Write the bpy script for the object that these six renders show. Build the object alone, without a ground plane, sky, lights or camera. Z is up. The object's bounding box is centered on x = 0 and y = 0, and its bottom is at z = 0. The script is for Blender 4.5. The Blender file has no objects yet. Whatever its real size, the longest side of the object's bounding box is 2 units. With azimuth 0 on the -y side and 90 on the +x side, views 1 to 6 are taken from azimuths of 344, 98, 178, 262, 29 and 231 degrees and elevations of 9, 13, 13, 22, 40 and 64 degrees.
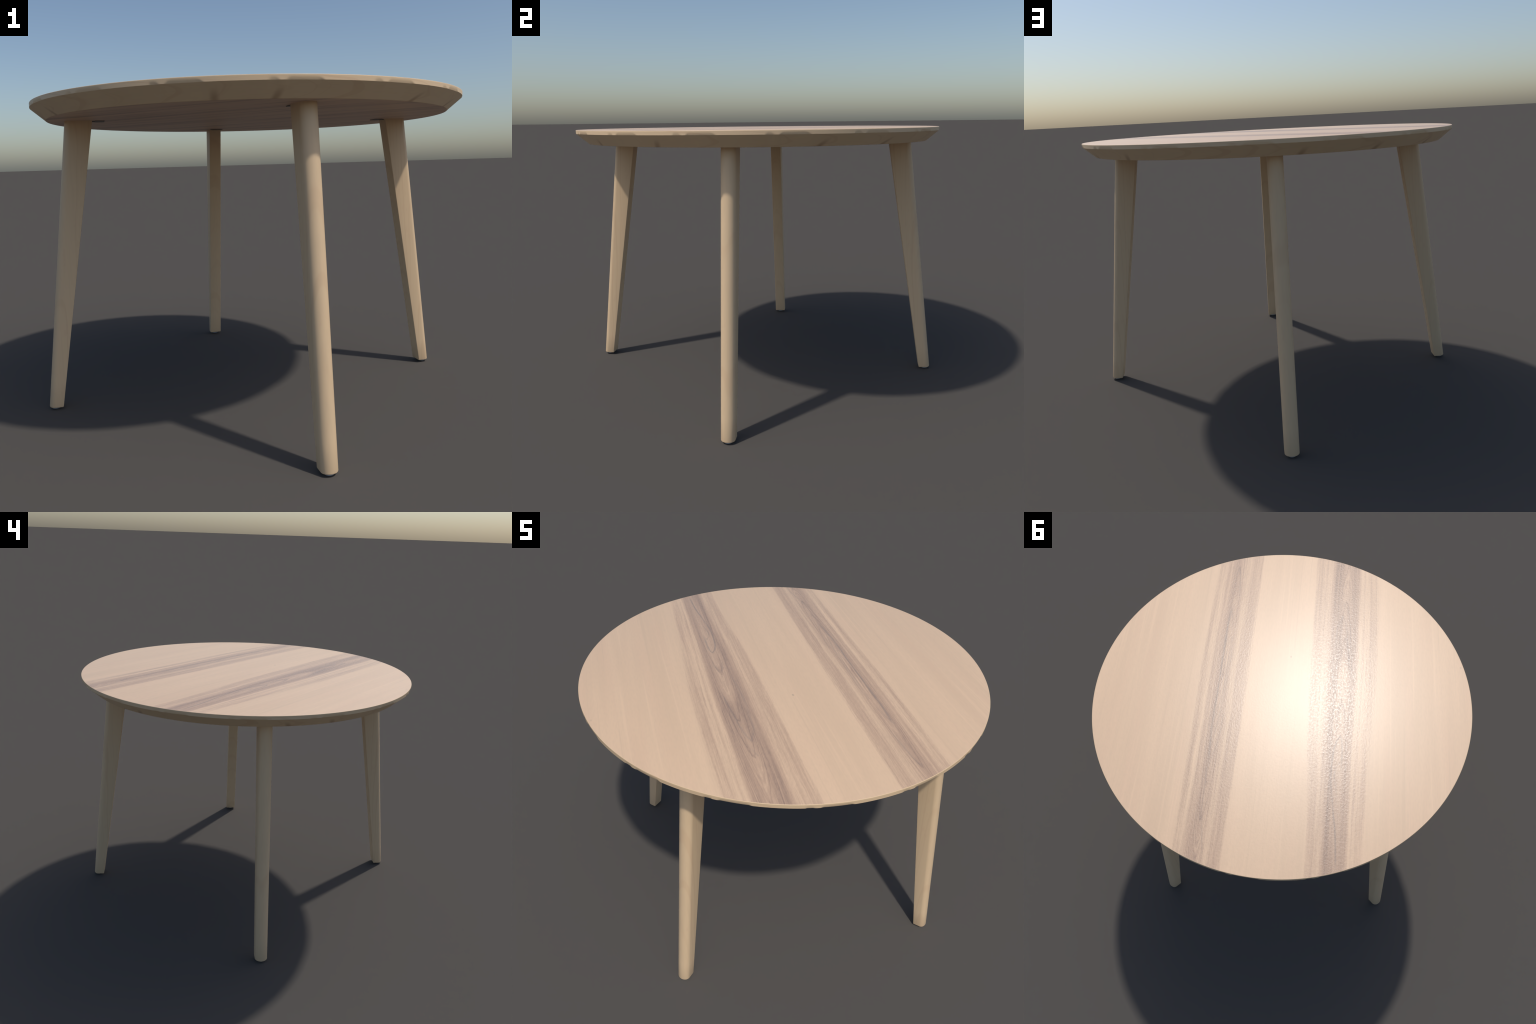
"""Round wooden dining table: chamfered disc top with dark grained stripes, four splayed
D-section legs with plastic glides and small dark mounting plates."""
import bpy, math
from mathutils import Vector

# ------------------------------------------------------------------ sizes (metres)
TOP_R, TOP_Z = 0.9783, 1.3868          # top edge of the disc
RIM_Z = 1.3686                         # lower edge of the vertical rim
UNDER_R, UNDER_Z = 0.9165, 1.3163      # flat underside
EDGE = 0.0030                          # rounding of the upper edge
LEG_W = 0.0676                         # leg width (tangential)
LEG_BOTTOM = 0.0088                    # the glide lifts the leg off the floor
# leg section: outer face, inner face (radial position) at two heights
LEG_OUT = ((0.02, 0.9990), (1.29, 0.8427))
LEG_IN = ((0.02, 0.9352), (1.29, 0.7251))
ROUND = 0.84                           # depth of the rounded outer side / half width


def lerp_z(pair, z):
    (z0, v0), (z1, v1) = pair
    return v0 + (v1 - v0) * (z - z0) / (z1 - z0)


# ------------------------------------------------------------------ node helper
class Nodes:
    def __init__(self, name):
        self.mat = bpy.data.materials.new(name)
        self.mat.use_nodes = True
        self.nt = self.mat.node_tree
        self.nt.nodes.clear()
        self.out = self.nt.nodes.new("ShaderNodeOutputMaterial")
        self.bsdf = self.nt.nodes.new("ShaderNodeBsdfPrincipled")
        self.nt.links.new(self.bsdf.outputs[0], self.out.inputs[0])

    def put(self, sock, v):
        if isinstance(v, (int, float)):
            sock.default_value = v
        elif isinstance(v, tuple):
            sock.default_value = v if len(v) == len(sock.default_value) else (*v, 1.0)
        else:
            self.nt.links.new(v, sock)

    def m(self, op, a, b=0.0, c=0.0, clamp=False):
        n = self.nt.nodes.new("ShaderNodeMath")
        n.operation, n.use_clamp = op, clamp
        for i, v in enumerate((a, b, c)):
            self.put(n.inputs[i], v)
        return n.outputs[0]

    def add(self, a, b): return self.m("ADD", a, b)
    def sub(self, a, b): return self.m("SUBTRACT", a, b)
    def mul(self, a, b): return self.m("MULTIPLY", a, b)
    def mad(self, a, b, c): return self.m("MULTIPLY_ADD", a, b, c)

    def step(self, v, lo, hi, a=0.0, b=1.0):
        n = self.nt.nodes.new("ShaderNodeMapRange")
        n.interpolation_type = "SMOOTHSTEP"
        for i, x in enumerate((v, lo, hi, a, b)):
            self.put(n.inputs[i], x)
        return n.outputs[0]

    def xyz(self):
        t = self.nt.nodes.new("ShaderNodeTexCoord")
        s = self.nt.nodes.new("ShaderNodeSeparateXYZ")
        self.nt.links.new(t.outputs["Object"], s.inputs[0])
        return s.outputs

    def vec(self, x, y=0.0, z=0.0):
        n = self.nt.nodes.new("ShaderNodeCombineXYZ")
        for i, v in enumerate((x, y, z)):
            self.put(n.inputs[i], v)
        return n.outputs[0]

    def noise(self, v, scale=1.0, detail=2.0, rough=0.5, dims="3D", distort=0.0):
        n = self.nt.nodes.new("ShaderNodeTexNoise")
        n.noise_dimensions = dims
        self.put(n.inputs["W" if dims == "1D" else "Vector"], v)
        n.inputs["Scale"].default_value = scale
        n.inputs["Detail"].default_value = detail
        n.inputs["Roughness"].default_value = rough
        n.inputs["Distortion"].default_value = distort
        return n.outputs[0]

    def ramp(self, v, stops, mode="LINEAR"):
        n = self.nt.nodes.new("ShaderNodeValToRGB")
        n.color_ramp.interpolation = mode
        el = n.color_ramp.elements
        for i, (p, col) in enumerate(stops):
            e = el[i] if i < 2 else el.new(p)
            e.position = p
            e.color = (col, col, col, 1) if isinstance(col, (int, float)) else (*col, 1)
        self.put(n.inputs[0], v)
        return n.outputs[0]

    def mix(self, f, a, b, blend="MIX"):
        n = self.nt.nodes.new("ShaderNodeMix")
        n.data_type, n.blend_type = "RGBA", blend
        self.put(n.inputs["Factor"], f)
        self.put(n.inputs["A"], a if not isinstance(a, tuple) else (*a, 1.0))
        self.put(n.inputs["B"], b if not isinstance(b, tuple) else (*b, 1.0))
        return n.outputs["Result"]

    def random(self):
        return self.nt.nodes.new("ShaderNodeObjectInfo").outputs["Random"]

    def bump(self, h, strength, dist):
        n = self.nt.nodes.new("ShaderNodeBump")
        self.put(n.inputs["Strength"], strength)
        n.inputs["Distance"].default_value = dist
        self.nt.links.new(h, n.inputs["Height"])
        self.nt.links.new(n.outputs[0], self.bsdf.inputs["Normal"])

    def finish(self, color, rough, spec=0.5):
        self.put(self.bsdf.inputs["Base Color"], color)
        self.put(self.bsdf.inputs["Roughness"], rough)
        self.bsdf.inputs["Specular IOR Level"].default_value = spec
        return self.mat


# ------------------------------------------------------------------ colours (linear)
SAP = (0.770, 0.534, 0.341)        # pale wood of the top
HEART = (0.525, 0.345, 0.228)      # stripe
DEEP = (0.330, 0.216, 0.152)       # darkest grain
INK = (0.230, 0.180, 0.150)        # grey-black growth lines
TAN = (0.755, 0.545, 0.335)        # legs, rim, chamfer


def scaled(col, k):
    return tuple(c * k for c in col)


def grain_axes(n):
    """across (c) and along (g) the grain: the boards run diagonally under the round outline"""
    x, y, z = n.xyz()
    s = math.sqrt(0.5)
    return n.mul(n.add(x, y), s), n.mul(n.sub(x, y), s)


# growth lines in the heart of the stripes: (strength, half width, ((along, across), ...))
GROWTH_LINES = (
    (0.85, 0.0042, ((-0.95, -0.325), (-0.88, -0.322), (-0.756, -0.316), (-0.637, -0.301), (-0.513, -0.281), (-0.417, -0.276), (-0.293, -0.287), (-0.245, -0.299), (-0.222, -0.316))),
    (0.75, 0.0045, ((-0.45, -0.327), (-0.355, -0.326), (-0.267, -0.326), (-0.235, -0.322), (-0.220, -0.312))),
    (0.55, 0.0038, ((-0.571, -0.321), (-0.499, -0.303), (-0.440, -0.295), (-0.400, -0.300), (-0.371, -0.316))),
    (0.50, 0.0038, ((-0.440, -0.331), (-0.390, -0.327), (-0.371, -0.317))),
    (0.45, 0.0045, ((-0.20, -0.297), (-0.12, -0.288), (-0.06, -0.295), (-0.022, -0.314))),
    (0.45, 0.0045, ((-0.18, -0.338), (-0.10, -0.334), (-0.022, -0.316))),
    (0.40, 0.0050, ((-0.02, -0.276), (0.12, -0.262), (0.26, -0.256), (0.45, -0.268), (0.541, -0.297))),
    (0.45, 0.0050, ((0.10, -0.352), (0.245, -0.338), (0.40, -0.326), (0.50, -0.312), (0.541, -0.299))),
    (0.40, 0.0055, ((0.53, -0.322), (0.60, -0.312), (0.640, -0.298))),
    (0.40, 0.0034, ((-0.95, 0.276), (-0.853, 0.291), (-0.693, 0.319), (-0.53, 0.326), (-0.45, 0.327))),
    (0.80, 0.0050, ((-0.46, 0.324), (-0.361, 0.328), (-0.219, 0.333), (-0.049, 0.334), (0.086, 0.333), (0.28, 0.337), (0.42, 0.337), (0.53, 0.328))),
    (0.38, 0.0034, ((-0.493, 0.327), (-0.373, 0.308), (-0.309, 0.294), (-0.15, 0.286))),
    (0.40, 0.0034, ((-0.361, 0.328), (-0.287, 0.318), (-0.192, 0.308), (0.0, 0.297), (0.3, 0.292))),
    (0.36, 0.0034, ((-0.219, 0.333), (-0.069, 0.312), (0.08, 0.303), (0.35, 0.302))),
    (0.42, 0.0042, ((0.38, 0.306), (0.48, 0.314), (0.558, 0.332))),
    (0.42, 0.0050, ((0.56, 0.296), (0.70, 0.302), (0.80, 0.308), (0.845, 0.318))),
)


def growth_line(n, c, g, strength, width, pts):
    """a soft line across = curve(along), fading at its open end"""
    stops = [((pg + 1.0) / 2.0, pc + 0.5) for pg, pc in pts]
    curve = n.sub(n.ramp(n.mad(g, 0.5, 0.5), stops, "B_SPLINE" if len(pts) > 5 else "LINEAR"), 0.5)
    off = n.m("ABSOLUTE", n.sub(c, curve))
    g0, g1 = pts[0][0], pts[-1][0]
    m = n.mul(n.step(off, width * 1.7, 0.0), n.mul(n.step(g, g0, g0 + 0.12), n.step(g, g1 + 0.012, g1 - 0.004)))
    return n.mul(m, strength)


def material_top():
    n = Nodes("pale_wood_with_dark_heart_stripes")
    c, g = grain_axes(n)
    wob = n.sub(n.noise(n.vec(n.mul(c, 2.0), n.mul(g, 1.1)), detail=1), 0.5)
    wob2 = n.sub(n.noise(n.vec(n.mul(c, 14.0), n.mul(g, 2.5)), detail=2), 0.5)
    cw = n.mad(wob, 0.012, n.mad(wob2, 0.006, c))

    fray = n.sub(n.noise(n.vec(n.mul(c, 60.0), n.mul(g, 14.0)), detail=2, rough=0.6), 0.5)

    # stripe 1: position across the stripe runs -1..1, the stripe widens along the grain
    h1 = n.step(g, -0.95, 0.25, 0.124, 0.173)
    s1 = n.m("DIVIDE", n.add(cw, 0.314), h1)
    band1 = n.ramp(n.mad(s1, 0.4, 0.5), [
        (0.070, 0.0), (0.125, 0.30), (0.165, 0.36), (0.215, 0.22), (0.250, 0.17), (0.272, 0.30), (0.292, 0.17),
        (0.322, 0.22), (0.352, 0.58), (0.40, 0.74), (0.43, 0.66), (0.475, 0.50), (0.53, 0.48), (0.555, 0.62),
        (0.60, 0.78), (0.655, 0.76), (0.705, 0.40), (0.755, 0.27), (0.795, 0.33), (0.84, 0.40), (0.885, 0.38),
        (0.945, 0.0)])
    # stripe 2: narrower
    h2 = n.step(g, -0.95, 0.2, 0.110, 0.124)
    s2 = n.m("DIVIDE", n.sub(cw, 0.312), h2)
    band2 = n.ramp(n.mad(s2, 0.4, 0.5), [
        (0.065, 0.0), (0.120, 0.40), (0.20, 0.46), (0.28, 0.42), (0.335, 0.24), (0.385, 0.30), (0.42, 0.50), (0.455, 0.46),
        (0.52, 0.56), (0.56, 0.68), (0.61, 0.62), (0.66, 0.44), (0.72, 0.50), (0.745, 0.30), (0.79, 0.18), (0.825, 0.30), (0.845, 0.34),
        (0.890, 0.34), (0.940, 0.0)])

    # cathedral figure in the heart of each stripe: irregular rings cut lengthwise
    d1 = n.add(cw, 0.314)
    f1 = n.add(n.mad(n.mul(d1, d1), 260.0, g), n.mad(wob2, 0.16, n.mul(fray, 0.09)))
    ring1 = n.noise(f1, scale=9.0, detail=2.5, rough=0.55, dims="1D")
    line1 = n.ramp(ring1, [(0.0, 0.75), (0.30, 0.70), (0.40, 0.30), (0.47, 0.0), (0.53, 0.05), (0.60, -0.0), (0.72, 0.0)])
    pale1 = n.step(ring1, 0.53, 0.68)
    core1 = n.mul(n.step(n.m("ABSOLUTE", n.add(s1, 0.03)), 0.42, 0.20), n.step(g, -0.35, -0.05, 0.25, 0.8))
    heart1 = n.step(n.m("ABSOLUTE", n.add(s1, 0.0)), 0.34, 0.10)
    rough_g = n.add(n.mad(n.mul(d1, d1), 70.0, g), n.mad(wob2, 0.16, n.mul(wob, 0.15)))
    zone1 = n.mul(heart1, n.sub(n.mul(n.step(rough_g, 0.22, 0.33), n.step(rough_g, 0.66, 0.40)),
                                n.mul(n.mul(n.step(rough_g, 0.04, 0.16), n.step(rough_g, 0.30, 0.22)), 0.18)))
    d2 = n.sub(cw, 0.318)
    g2 = n.sub(g, 0.15)
    f2 = n.add(n.mad(n.mul(d2, d2), 420.0, n.mul(n.mul(g2, g2), 0.75)), n.mad(wob2, 0.13, n.mul(fray, 0.08)))
    ring2 = n.noise(f2, scale=10.0, detail=2.0, rough=0.5, dims="1D")
    line2 = n.ramp(ring2, [(0.0, 0.7), (0.32, 0.6), (0.42, 0.2), (0.5, 0.0)])
    pale2 = n.step(ring2, 0.54, 0.68)
    core2 = n.step(n.m("ABSOLUTE", n.sub(s2, 0.10)), 0.50, 0.22)

    # fine streaks along the grain
    streak = n.noise(n.vec(n.mul(cw, 75.0), n.mul(g, 1.6)), detail=3, rough=0.6)
    streak_fine = n.noise(n.vec(n.mul(c, 230.0), n.mul(g, 7.0)), detail=2, rough=0.6)
    band = n.m("MAXIMUM", band1, band2)
    inside = n.step(band, 0.02, 0.15)
    dark = n.mad(n.mul(n.sub(streak, 0.5), inside), 0.75, n.mul(band, 1.10))
    dark = n.mad(n.mul(n.sub(streak_fine, 0.5), inside), 0.34, dark)
    ripple = n.noise(n.vec(n.mul(n.mad(g, 0.35, c), 95.0), n.mul(n.mad(c, -0.35, g), 34.0), 3.0), detail=2, rough=0.6)
    dark = n.mad(n.mul(n.sub(ripple, 0.5), inside), 0.30, dark)
    dark = n.mad(n.mul(line1, core1), 0.62, dark)
    dark = n.mad(n.mul(pale1, core1), -0.16, dark)
    dark = n.mad(n.mul(line2, core2), 0.48, dark)
    dark = n.mad(n.mul(pale2, core2), -0.2, dark)
    thin = n.noise(n.vec(n.mul(n.mad(fray, 0.016, n.mad(wob2, 0.022, c)), 120.0), n.mul(g, 1.3), 5.0), detail=3, rough=0.7)
    dark = n.mad(n.mul(n.step(thin, 0.53, 0.64), inside), 0.15, dark)
    dark = n.mad(n.mul(n.step(thin, 0.45, 0.34), inside), -0.10, dark)
    dark = n.mad(zone1, 0.28, dark)
    dark = n.mul(n.m("MAXIMUM", dark, 0.0), inside)
    wavy = n.add(n.mad(wob2, 0.010, c), n.mul(fray, 0.006))
    ink = 0.0
    for strength, width, pts in GROWTH_LINES:
        ink = n.m("MAXIMUM", growth_line(n, wavy, g, strength, width, pts), ink)
    ink = n.mul(ink, n.step(n.noise(n.vec(n.mul(c, 40.0), n.mul(g, 9.0)), detail=2), 0.25, 0.55, 0.45, 1.0))

    # quiet colour drift and hairlines in the pale wood
    drift = n.noise(n.vec(n.mul(c, 9.0), n.mul(g, 0.5)), detail=3, rough=0.6)
    tint = n.noise(n.vec(n.mul(c, 16.0), n.mul(g, 0.9), 7.0), detail=2)
    fleck = n.noise(n.vec(n.mul(c, 130.0), n.mul(g, 30.0)), detail=2, rough=0.6)
    pale = n.mix(n.step(drift, 0.30, 0.70), scaled(SAP, 0.955), scaled(SAP, 1.03))
    pale = n.mix(n.mul(n.step(tint, 0.45, 0.75), 0.35), pale, (SAP[0] * 1.0, SAP[1] * 0.955, SAP[2] * 0.97))
    pale = n.mix(n.mul(n.step(fleck, 0.35, 0.70), 0.22), pale, scaled(SAP, 0.86))
    hair = n.noise(n.vec(n.mul(c, 42.0), n.mul(g, 0.55), 11.0), detail=3, rough=0.65)
    pale = n.mix(n.mul(n.step(hair, 0.56, 0.70), 0.55), pale, scaled(SAP, 1.075))
    pale = n.mix(n.mul(n.step(hair, 0.44, 0.30), 0.55), pale, scaled(SAP, 0.90))
    wood = n.mix(n.step(dark, 0.0, 0.75), pale, HEART)
    wood = n.mix(n.step(dark, 0.60, 1.25), wood, DEEP)
    wood = n.mix(n.mul(ink, 0.66), wood, INK)
    # two pin knots
    for kc, kg, r, k in ((-0.030, 0.244, 0.0065, 0.38), (-0.931, 0.246, 0.0065, 0.16)):
        dx, dy = n.sub(c, kc), n.mul(n.sub(g, kg), 0.6)
        rr = n.m("SQRT", n.add(n.mul(dx, dx), n.mul(dy, dy)))
        wood = n.mix(n.step(rr, r, r * 0.3, 0.0, k), wood, (0.20, 0.16, 0.12))
    pores = n.noise(n.vec(n.mul(c, 110.0), n.mul(g, 80.0)), detail=3, rough=0.65)
    n.bump(pores, n.mad(dark, 0.52, 0.12), 0.002)
    return n.finish(wood, n.mad(n.step(pores, 0.40, 0.62), n.mul(dark, -0.12), n.mad(dark, 0.03, 0.42)), 1.0)


def material_underside():
    n = Nodes("brown_veneer_underside")
    c, g = grain_axes(n)
    a = n.noise(n.vec(n.mul(c, 11.0), n.mul(g, 0.55)), detail=4, rough=0.6)
    b = n.noise(n.vec(n.mul(c, 60.0), n.mul(g, 1.5)), detail=3, rough=0.6)
    v = n.mad(n.sub(b, 0.5), 0.55, a)
    col = n.ramp(v, [(0.30, (0.420, 0.285, 0.225)), (0.42, (0.600, 0.418, 0.316)), (0.52, (0.710, 0.505, 0.375)), (0.70, (0.760, 0.555, 0.405))])
    return n.finish(col, 0.5, 0.4)


# short slanted brown streaks on the chamfer: (degrees round the table, lean)
STREAKS = ((186.0, -4), (200.5, -5), (248.0, 1), (260.5, 3), (295.4, 6), (315.5, 6), (25.2, 5), (45.8, 6),
           (96.0, 4), (117.0, 4), (138.5, 4), (341.0, 4))


def material_edge():
    n = Nodes("tan_wood_edge")
    x, y, z = n.xyz()
    ang = n.m("ARCTAN2", y, x)
    zz = n.sub(z, 1.345)
    big = n.sub(n.noise(n.vec(n.mul(x, 3.0), n.mul(y, 3.0), n.mul(z, 9.0)), detail=2), 0.5)
    f = n.add(n.mad(n.mul(zz, zz), 260.0, n.mul(ang, 2.2)), n.mul(big, 0.8))
    ring = n.noise(f, scale=5.0, detail=2.5, dims="1D")
    fine = n.noise(n.vec(n.mul(x, 16.0), n.mul(y, 16.0), n.mul(z, 160.0)), detail=2)
    col = n.mix(n.mul(n.step(ring, 0.44, 0.33), 0.30), TAN, (0.62, 0.385, 0.225))
    col = n.mix(n.mul(n.step(fine, 0.4, 0.7), 0.14), col, scaled(TAN, 0.86))
    t = n.m("DIVIDE", n.sub(RIM_Z, z), RIM_Z - UNDER_Z)
    streak = 0.0
    for deg, lean in STREAKS:
        here = n.mad(n.sub(1.0, t), math.radians(lean * 0.55), math.radians((deg + 180) % 360 - 180))
        streak = n.m("MAXIMUM", n.step(n.m("ABSOLUTE", n.sub(ang, here)), 0.024, 0.002), streak)
    streak = n.mul(streak, n.step(t, 0.2, 0.9))
    col = n.mix(n.mul(streak, 0.75), col, (0.46, 0.285, 0.165))
    return n.finish(col, 0.5, 0.45)


def material_leg():
    n = Nodes("tan_wood_leg")
    x, y, z = n.xyz()
    r = n.random()
    # follow the lean of the leg so that the grain stays parallel to it
    lean = n.add(x, n.mul(z, 0.123))
    lx = n.add(n.sub(lean, 0.985), n.mad(r, 0.05, -0.025))
    wav = n.sub(n.noise(n.vec(n.mul(x, 4.0), n.mul(y, 4.0), n.mad(z, 1.6, n.mul(r, 31.0))), detail=2), 0.5)
    f = n.add(n.mad(n.mul(lx, lx), 160.0, n.mul(n.mul(y, y), 60.0)), n.mad(wav, 0.9, n.mad(z, 0.9, n.mul(r, 13.0))))
    ring = n.noise(f, scale=4.5, detail=2.5, rough=0.55, dims="1D")
    fine = n.noise(n.vec(n.mul(x, 90.0), n.mul(y, 90.0), n.mad(z, 3.0, r)), detail=3)
    fleck = n.noise(n.vec(n.mul(x, 45.0), n.mul(y, 45.0), n.mul(z, 16.0)), detail=2)
    col = n.mix(n.mul(n.step(ring, 0.47, 0.28), 0.24), TAN, (0.63, 0.40, 0.235))
    col = n.mix(n.mul(n.step(fine, 0.38, 0.72), 0.16), col, scaled(TAN, 0.84))
    col = n.mix(n.mul(n.step(fleck, 0.60, 0.75), 0.22), col, (0.68, 0.44, 0.28))
    return n.finish(col, 0.5, 0.45)


def material_plain(name, col, rough, metal=0.0):
    n = Nodes(name)
    x, y, z = n.xyz()
    v = n.noise(n.vec(x, y, z), scale=120.0, detail=2)
    n.bsdf.inputs["Metallic"].default_value = metal
    return n.finish(n.mix(v, scaled(col, 0.93), scaled(col, 1.07)), rough, 0.4)


# ------------------------------------------------------------------ mesh helpers
def make_mesh(name, verts, faces, mats, face_mat=None, sharp_angle=35.0, sharp_ring=None):
    me = bpy.data.meshes.new(name)
    me.from_pydata(verts, [], faces)
    for m in mats:
        me.materials.append(m)
    if face_mat:
        me.polygons.foreach_set("material_index", face_mat)
    me.polygons.foreach_set("use_smooth", [True] * len(me.polygons))
    me.update()
    me.set_sharp_from_angle(angle=math.radians(sharp_angle))
    if sharp_ring:                                  # a whole ring of vertices whose edges stay crisp
        lo, hi = sharp_ring
        attr = me.attributes.get("sharp_edge") or me.attributes.new("sharp_edge", "BOOLEAN", "EDGE")
        for e in me.edges:
            if lo <= e.vertices[0] < hi and lo <= e.vertices[1] < hi:
                attr.data[e.index].value = True
    return me


def smooth(a, b, v):
    t = min(1.0, max(0.0, (v - a) / (b - a)))
    return t * t * (3 - 2 * t)


# ------------------------------------------------------------------ tabletop
SEG = 1080
FILLET_Z = RIM_Z + 0.0137              # where the eased facets start on the rim
EASE = 0.0028                           # how far they run in at the lower edge


def eased(deg, z):
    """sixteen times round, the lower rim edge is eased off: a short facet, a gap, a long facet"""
    phi = deg % 22.5
    k = int(deg // 22.5) % 16
    t = max(0.0, (FILLET_Z - z) / (FILLET_Z - RIM_Z))     # 0 at the start, 1 at the lower edge
    slant = 0.6 * (1 - t)
    j = 0.35 * math.sin(k * 2.4)
    short = smooth(10.9 + j + slant * 0.3, 11.3 + j + slant * 0.3, phi) * smooth(13.1 + j - slant, 12.6 + j - slant, phi)
    long_ = smooth(14.3 + j + slant, 14.8 + j + slant, phi) * smooth(22.0 + j - slant * 1.6, 21.2 + j - slant * 1.6, phi)
    return max(short * 0.75, long_)


def rim_radius(deg, z):
    if z >= FILLET_Z:
        return TOP_R
    u = (FILLET_Z - z) / (FILLET_Z - RIM_Z)
    return TOP_R - EASE * u ** 1.7 * eased(deg, z)


def build_tabletop():
    rows = []                                       # each row: function deg -> (r, z), material of strip below
    for i in range(5):                              # rounded upper edge
        a = math.pi / 2 * i / 4
        rows.append((lambda d, a=a: (TOP_R - EDGE * 0.6 + EDGE * 0.6 * math.sin(a), TOP_Z - EDGE * 0.6 + EDGE * 0.6 * math.cos(a)), 1))
    zs = [FILLET_Z - (FILLET_Z - RIM_Z) * i / 9 for i in range(10)]
    for z in zs:
        rows.append((lambda d, z=z: (rim_radius(d, z), z), 1))
    # slightly broken lower edge, then the chamfer
    for i in range(1, 13):
        t = i / 12

        def chamf(d, t=t):
            r0 = rim_radius(d, RIM_Z)
            r = r0 + (UNDER_R - r0) * t
            z = RIM_Z + (UNDER_Z - RIM_Z) * t
            if t > 0.999:                           # softened corner to the underside
                return r + 0.0014, z + 0.0011
            return r, z
        rows.append((chamf, 1))
    rows.append((lambda d: (UNDER_R + 0.0003, UNDER_Z + 0.0003), 1))
    rows.append((lambda d: (UNDER_R - 0.0014, UNDER_Z), 1))
    verts, faces, fm = [], [], []
    for fn, _ in rows:
        for s in range(SEG):
            d = 360.0 * s / SEG
            r, z = fn(d)
            a = math.radians(d)
            verts.append((r * math.cos(a), r * math.sin(a), z))
    for k in range(len(rows) - 1):
        for s in range(SEG):
            s2 = (s + 1) % SEG
            faces.append((k * SEG + s, (k + 1) * SEG + s, (k + 1) * SEG + s2, k * SEG + s2))
            fm.append(1)
    faces.append(tuple(range(SEG)))                 # upper face
    fm.append(0)
    last = (len(rows) - 1) * SEG
    faces.append(tuple(last + s for s in reversed(range(SEG))))
    fm.append(2)
    return make_mesh("tabletop", verts, faces, [material_top(), material_edge(), material_underside()], fm, 32.0, (14 * SEG, 15 * SEG))


# ------------------------------------------------------------------ leg (built on the +x side)
def leg_section(z, inset=0.0):
    ro, ri = lerp_z(LEG_OUT, z) - inset, lerp_z(LEG_IN, z) + inset
    w = LEG_W / 2 - inset
    e = ROUND * LEG_W / 2 - inset
    pts = []
    c = 0.0022                                      # softened inner corners
    for sy in (-1, 1):
        corner = []
        for i in range(4):
            a = math.pi / 2 * i / 3
            corner.append((ri + c - c * math.cos(a), sy * (w - c + c * math.sin(a))))
        arc = []
        for i in range(25):
            a = math.pi / 2 * i / 24
            arc.append((ro - e + e * math.sin(a), sy * w * math.cos(a)))
        half = corner + arc
        pts = half if sy < 0 else pts[:-1] + list(reversed(half))
    return pts                                      # runs -y inner corner -> nose -> +y inner corner


def build_leg(mat):
    levels = [(LEG_BOTTOM, 0.0035), (LEG_BOTTOM + 0.0010, 0.0018), (LEG_BOTTOM + 0.0025, 0.0006), (LEG_BOTTOM + 0.0045, 0.0)]
    levels += [(LEG_BOTTOM + 0.0045 + (UNDER_Z + 0.0006 - LEG_BOTTOM - 0.0045) * i / 12, 0.0) for i in range(1, 13)]
    verts, faces = [], []
    for z, inset in levels:
        verts += [(x, y, z) for x, y in leg_section(z, inset)]
    n = len(leg_section(0.5))
    for k in range(len(levels) - 1):
        for i in range(n):
            j = (i + 1) % n
            faces.append((k * n + i, k * n + j, (k + 1) * n + j, (k + 1) * n + i))
    faces.append(tuple(reversed(range(n))))
    faces.append(tuple((len(levels) - 1) * n + i for i in range(n)))
    return make_mesh("leg", verts, faces, [mat], None, 40.0)


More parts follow.
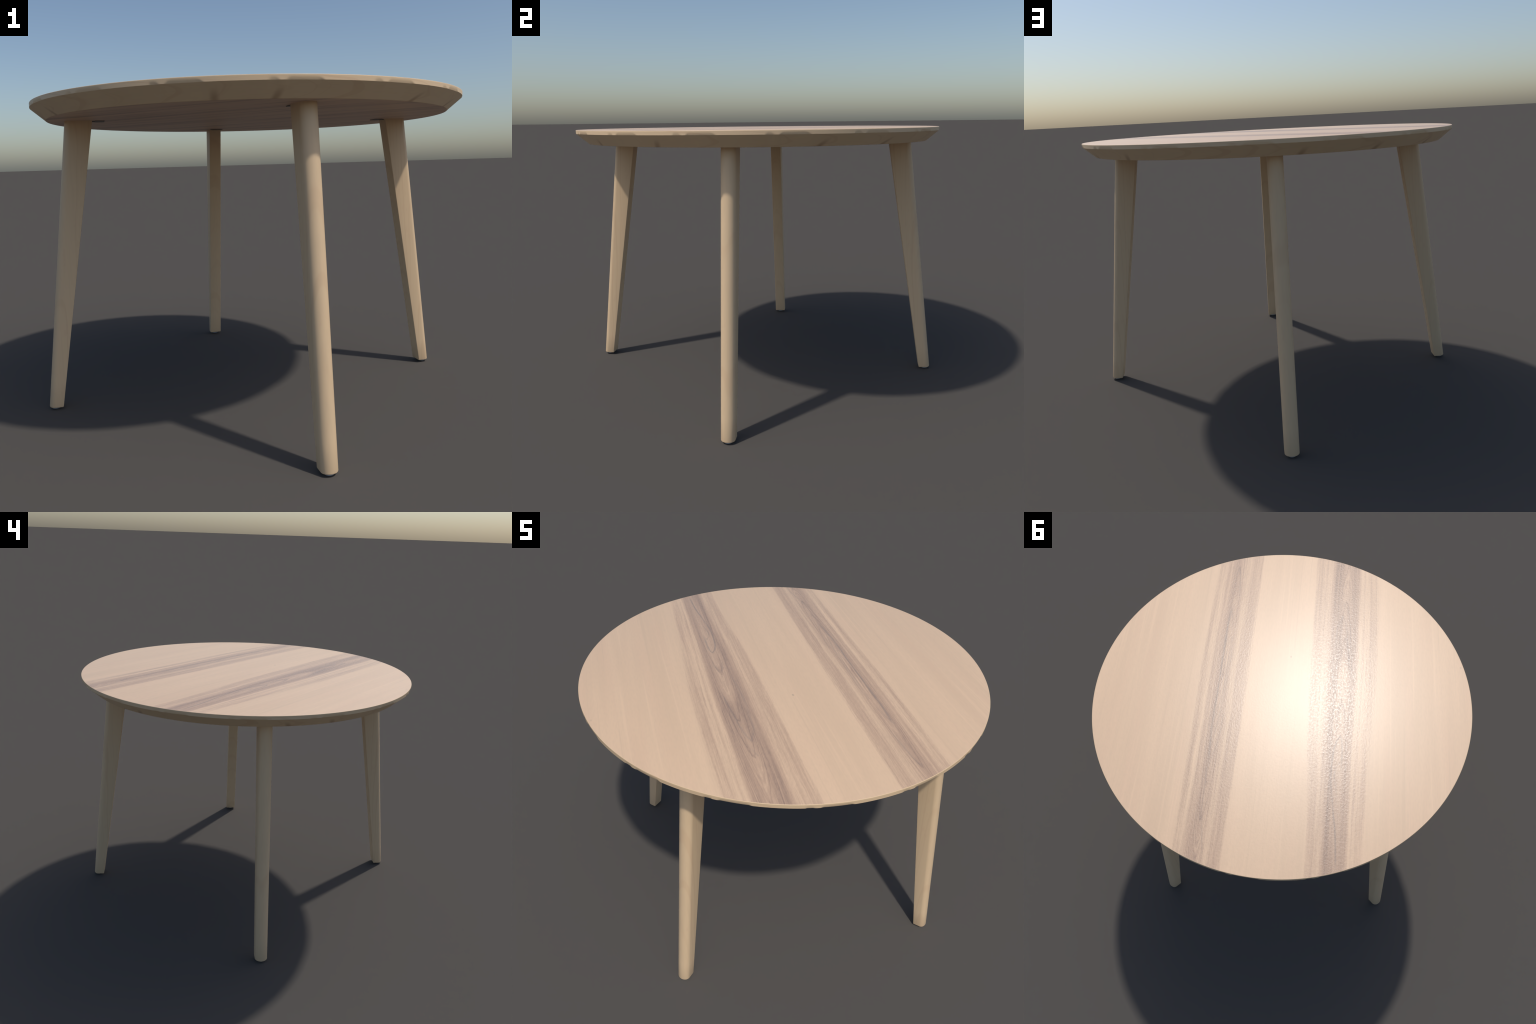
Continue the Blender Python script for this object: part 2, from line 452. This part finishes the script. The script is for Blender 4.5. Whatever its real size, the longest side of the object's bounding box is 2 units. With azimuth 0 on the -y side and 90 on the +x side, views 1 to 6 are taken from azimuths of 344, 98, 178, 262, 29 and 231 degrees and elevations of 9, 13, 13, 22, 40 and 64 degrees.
def build_glide(mat):
    cx = (lerp_z(LEG_OUT, 0.0) + lerp_z(LEG_IN, 0.0)) / 2
    prof = [(0.0, 0.0), (0.0165, 0.0), (0.0195, 0.0012), (0.0225, 0.0060), (0.0225, LEG_BOTTOM + 0.002)]
    N = 48
    verts, faces = [(cx, 0, 0)], []
    for r, z in prof[1:]:
        verts += [(cx + r * math.cos(2 * math.pi * i / N), r * math.sin(2 * math.pi * i / N), z) for i in range(N)]
    for i in range(N):
        faces.append((0, 1 + (i + 1) % N, 1 + i))
    for k in range(len(prof) - 2):
        a, b = 1 + k * N, 1 + (k + 1) * N
        for i in range(N):
            j = (i + 1) % N
            faces.append((a + i, a + j, b + j, b + i))
    faces.append(tuple(1 + (len(prof) - 2) * N + i for i in range(N)))
    return make_mesh("foot_glide", verts, faces, [mat], None, 50.0)


def build_plate(mat):
    """thin plate screwed under the top, joined to the leg by a narrower neck"""
    outline = [(0.667, -0.029), (0.671, -0.033), (0.707, -0.033), (0.710, -0.020), (0.735, -0.020),
               (0.735, 0.020), (0.710, 0.020), (0.707, 0.033), (0.671, 0.033), (0.667, 0.029)]
    z0, z1 = UNDER_Z - 0.0028, UNDER_Z + 0.0010
    n = len(outline)
    verts = [(x, y, z0) for x, y in outline] + [(x, y, z1) for x, y in outline]
    faces = [tuple(reversed(range(n))), tuple(range(n, 2 * n))]
    faces += [(i, (i + 1) % n, n + (i + 1) % n, n + i) for i in range(n)]
    return make_mesh("mounting_plate", verts, faces, [mat], None, 30.0)


# ------------------------------------------------------------------ assembly
scene = bpy.context.scene
root = bpy.data.objects.new("round_table", None)
root["label"] = "round pale wooden table with dark stripes and splayed legs"
root["category"] = "table"
scene.collection.objects.link(root)


def place(name, mesh, parent, turn=0.0):
    ob = bpy.data.objects.new(name, mesh)
    ob.parent = parent
    ob.rotation_euler = (0, 0, turn)
    scene.collection.objects.link(ob)
    return ob


place("tabletop", build_tabletop(), root)
leg_mesh = build_leg(material_leg())
glide_mesh = build_glide(material_plain("grey_plastic", (0.62, 0.67, 0.74), 0.45))
plate_mesh = build_plate(material_plain("dark_metal", (0.17, 0.145, 0.12), 0.5, 0.0))
for q in range(4):
    leg = place("leg", leg_mesh, root, math.pi / 2 * q)
    place("foot_glide", glide_mesh, leg)
    place("mounting_plate", plate_mesh, leg)
